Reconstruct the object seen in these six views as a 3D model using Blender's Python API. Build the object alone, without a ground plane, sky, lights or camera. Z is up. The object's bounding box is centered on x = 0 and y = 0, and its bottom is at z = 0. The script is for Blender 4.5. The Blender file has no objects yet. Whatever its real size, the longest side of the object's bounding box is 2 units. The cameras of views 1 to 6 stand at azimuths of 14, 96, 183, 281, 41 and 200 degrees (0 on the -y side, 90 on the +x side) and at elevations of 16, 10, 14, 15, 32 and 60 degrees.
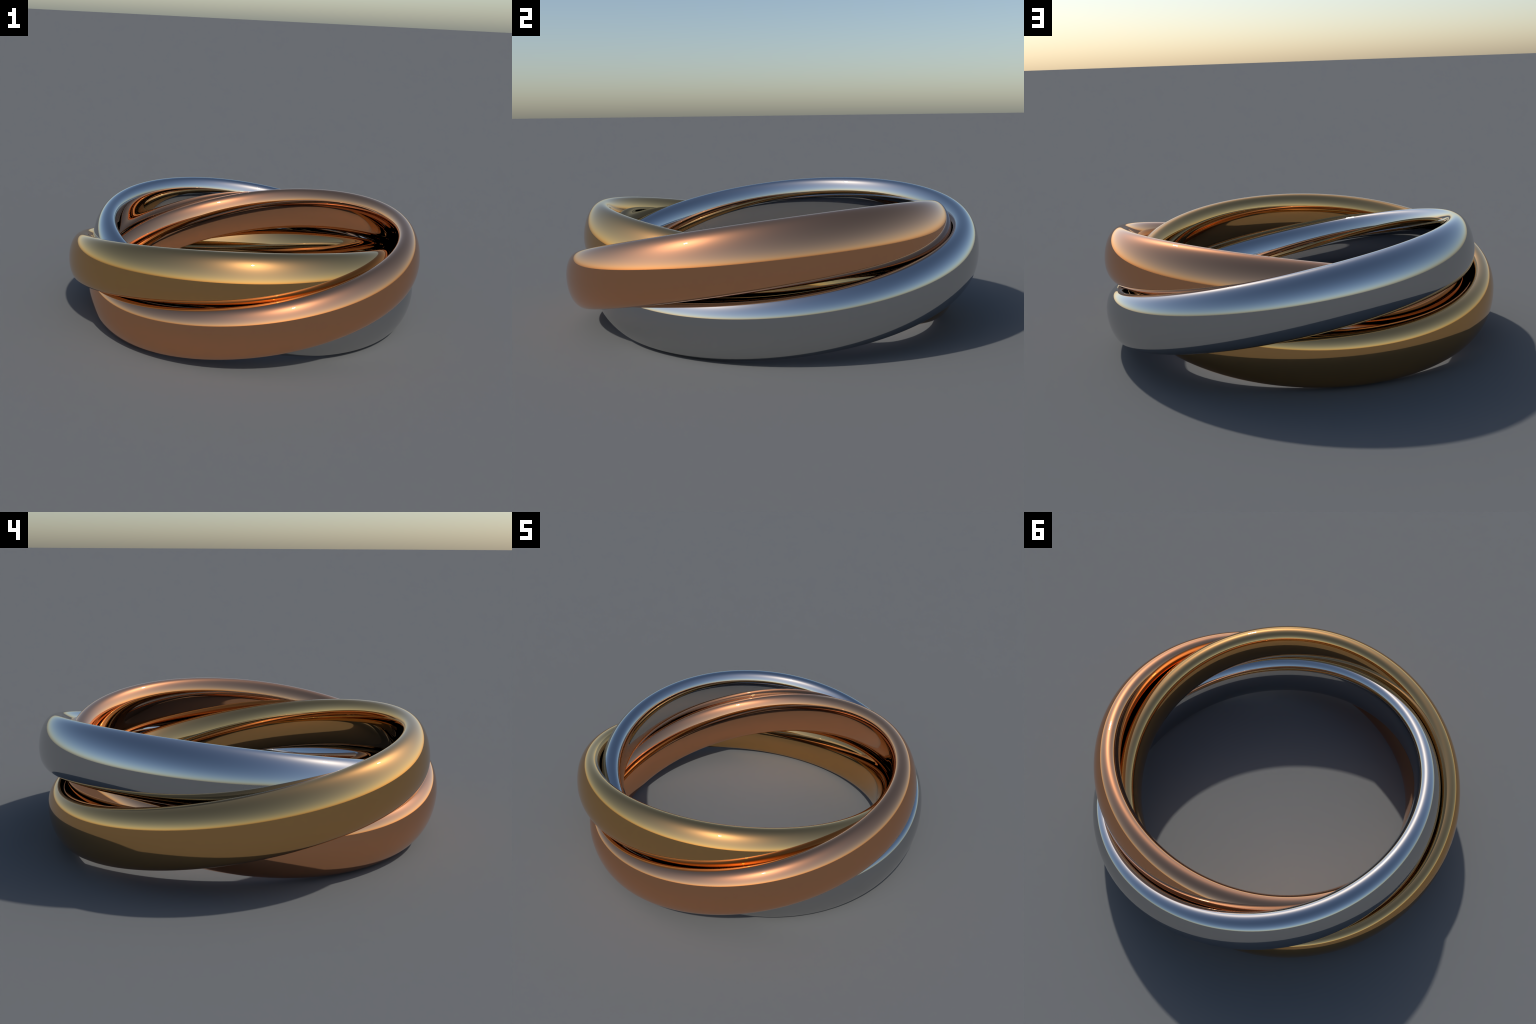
"""Three interlocking polished metal bands (rose gold, silver, yellow gold),
each a closed ring of the same size with a domed profile, lying on the ground."""
import bpy
import math
from mathutils import Matrix, Vector

# ---------------------------------------------------------------- profile
MID_RADIUS = 0.8639      # circle the profile is swept along
OUTER_BULGE = 0.0759     # profile reach outward from that circle
INNER_BULGE = 0.0619     # ... and inward, towards the finger
HALF_WIDTH = 0.1358      # half the band width, along the ring axis
OUTER_POWER = 2.090      # superellipse exponents: 2 = ellipse, more = flatter
INNER_POWER = 2.180
AROUND = 720            # steps round the ring
ACROSS = 144            # steps round the profile

# metals: (base colour, roughness)
ROSE_GOLD = ('polished_rose_gold', (0.888, 0.425, 0.215), 0.0)
SILVER = ('polished_silver', (0.540, 0.540, 0.540), 0.0)
YELLOW_GOLD = ('polished_yellow_gold', (0.784, 0.445, 0.171), 0.0)

# name, centre of the ring, x and y of its axis direction, metal
BANDS = [
    ('rose_gold_band', (0.0668, -0.0626, 0.3093), (-0.1398, -0.1455), ROSE_GOLD),
    ('silver_band', (0.0424, 0.0580, 0.3133), (0.1864, -0.0886), SILVER),
    ('yellow_gold_band', (-0.0601, -0.0195, 0.2889), (-0.0459, 0.1730), YELLOW_GOLD),
]


def signed_power(value, exponent):
    return math.copysign(abs(value) ** exponent, value)


def profile_point(t):
    """Point of the cross-section: radius from the ring axis, height along it."""
    c, s = math.cos(t), math.sin(t)
    reach, power = (OUTER_BULGE, OUTER_POWER) if c > 0 else (INNER_BULGE, INNER_POWER)
    return (MID_RADIUS + reach * signed_power(c, 2 / power),
            HALF_WIDTH * signed_power(s, 2 / power))


def even_profile(count):
    """Profile resampled to points at even distances along its length."""
    fine = [profile_point(2 * math.pi * i / 4000) for i in range(4001)]
    length = [0.0]
    for a, b in zip(fine, fine[1:]):
        length.append(length[-1] + math.dist(a, b))
    points, j = [], 0
    for i in range(count):
        goal = length[-1] * i / count
        while length[j + 1] < goal:
            j += 1
        f = (goal - length[j]) / (length[j + 1] - length[j])
        points.append((fine[j][0] + f * (fine[j + 1][0] - fine[j][0]),
                       fine[j][1] + f * (fine[j + 1][1] - fine[j][1])))
    return points


def band_mesh():
    profile = even_profile(ACROSS)
    verts, faces = [], []
    for i in range(AROUND):
        a = 2 * math.pi * i / AROUND
        ca, sa = math.cos(a), math.sin(a)
        verts.extend((r * ca, r * sa, z) for r, z in profile)
    for i in range(AROUND):
        k = (i + 1) % AROUND
        for j in range(ACROSS):
            l = (j + 1) % ACROSS
            faces.append((i * ACROSS + j, k * ACROSS + j, k * ACROSS + l, i * ACROSS + l))
    mesh = bpy.data.meshes.new('band')
    mesh.from_pydata(verts, [], faces)
    mesh.polygons.foreach_set('use_smooth', [True] * len(faces))
    mesh.update()
    return mesh


def metal_material(name, colour, roughness):
    mat = bpy.data.materials.new(name)
    mat.use_nodes = True
    nodes, links = mat.node_tree.nodes, mat.node_tree.links
    bsdf = nodes['Principled BSDF']
    bsdf.inputs['Metallic'].default_value = 1.0
    bsdf.inputs['Roughness'].default_value = roughness
    bsdf.inputs['Base Color'].default_value = (*colour, 1)
    return mat


ring = bpy.data.objects.new('interlocking_ring', None)
ring.empty_display_size = 0.2
ring['label'] = 'three interlocked polished bands in rose gold, silver and yellow gold'
ring['category'] = 'jewellery ring'
bpy.context.collection.objects.link(ring)

shape = band_mesh()
for name, centre, (nx, ny), metal in BANDS:
    axis = Vector((nx, ny, math.sqrt(1 - nx * nx - ny * ny)))
    side = (Vector((1, 0, 0)) - axis * axis.x).normalized()
    turn = Matrix((side, axis.cross(side), axis)).transposed().to_4x4()
    mesh = shape.copy()
    mesh.name = name
    mesh.materials.append(metal_material(*metal))
    band = bpy.data.objects.new(name, mesh)
    bpy.context.collection.objects.link(band)
    band.parent = ring
    band.matrix_local = Matrix.Translation(centre) @ turn
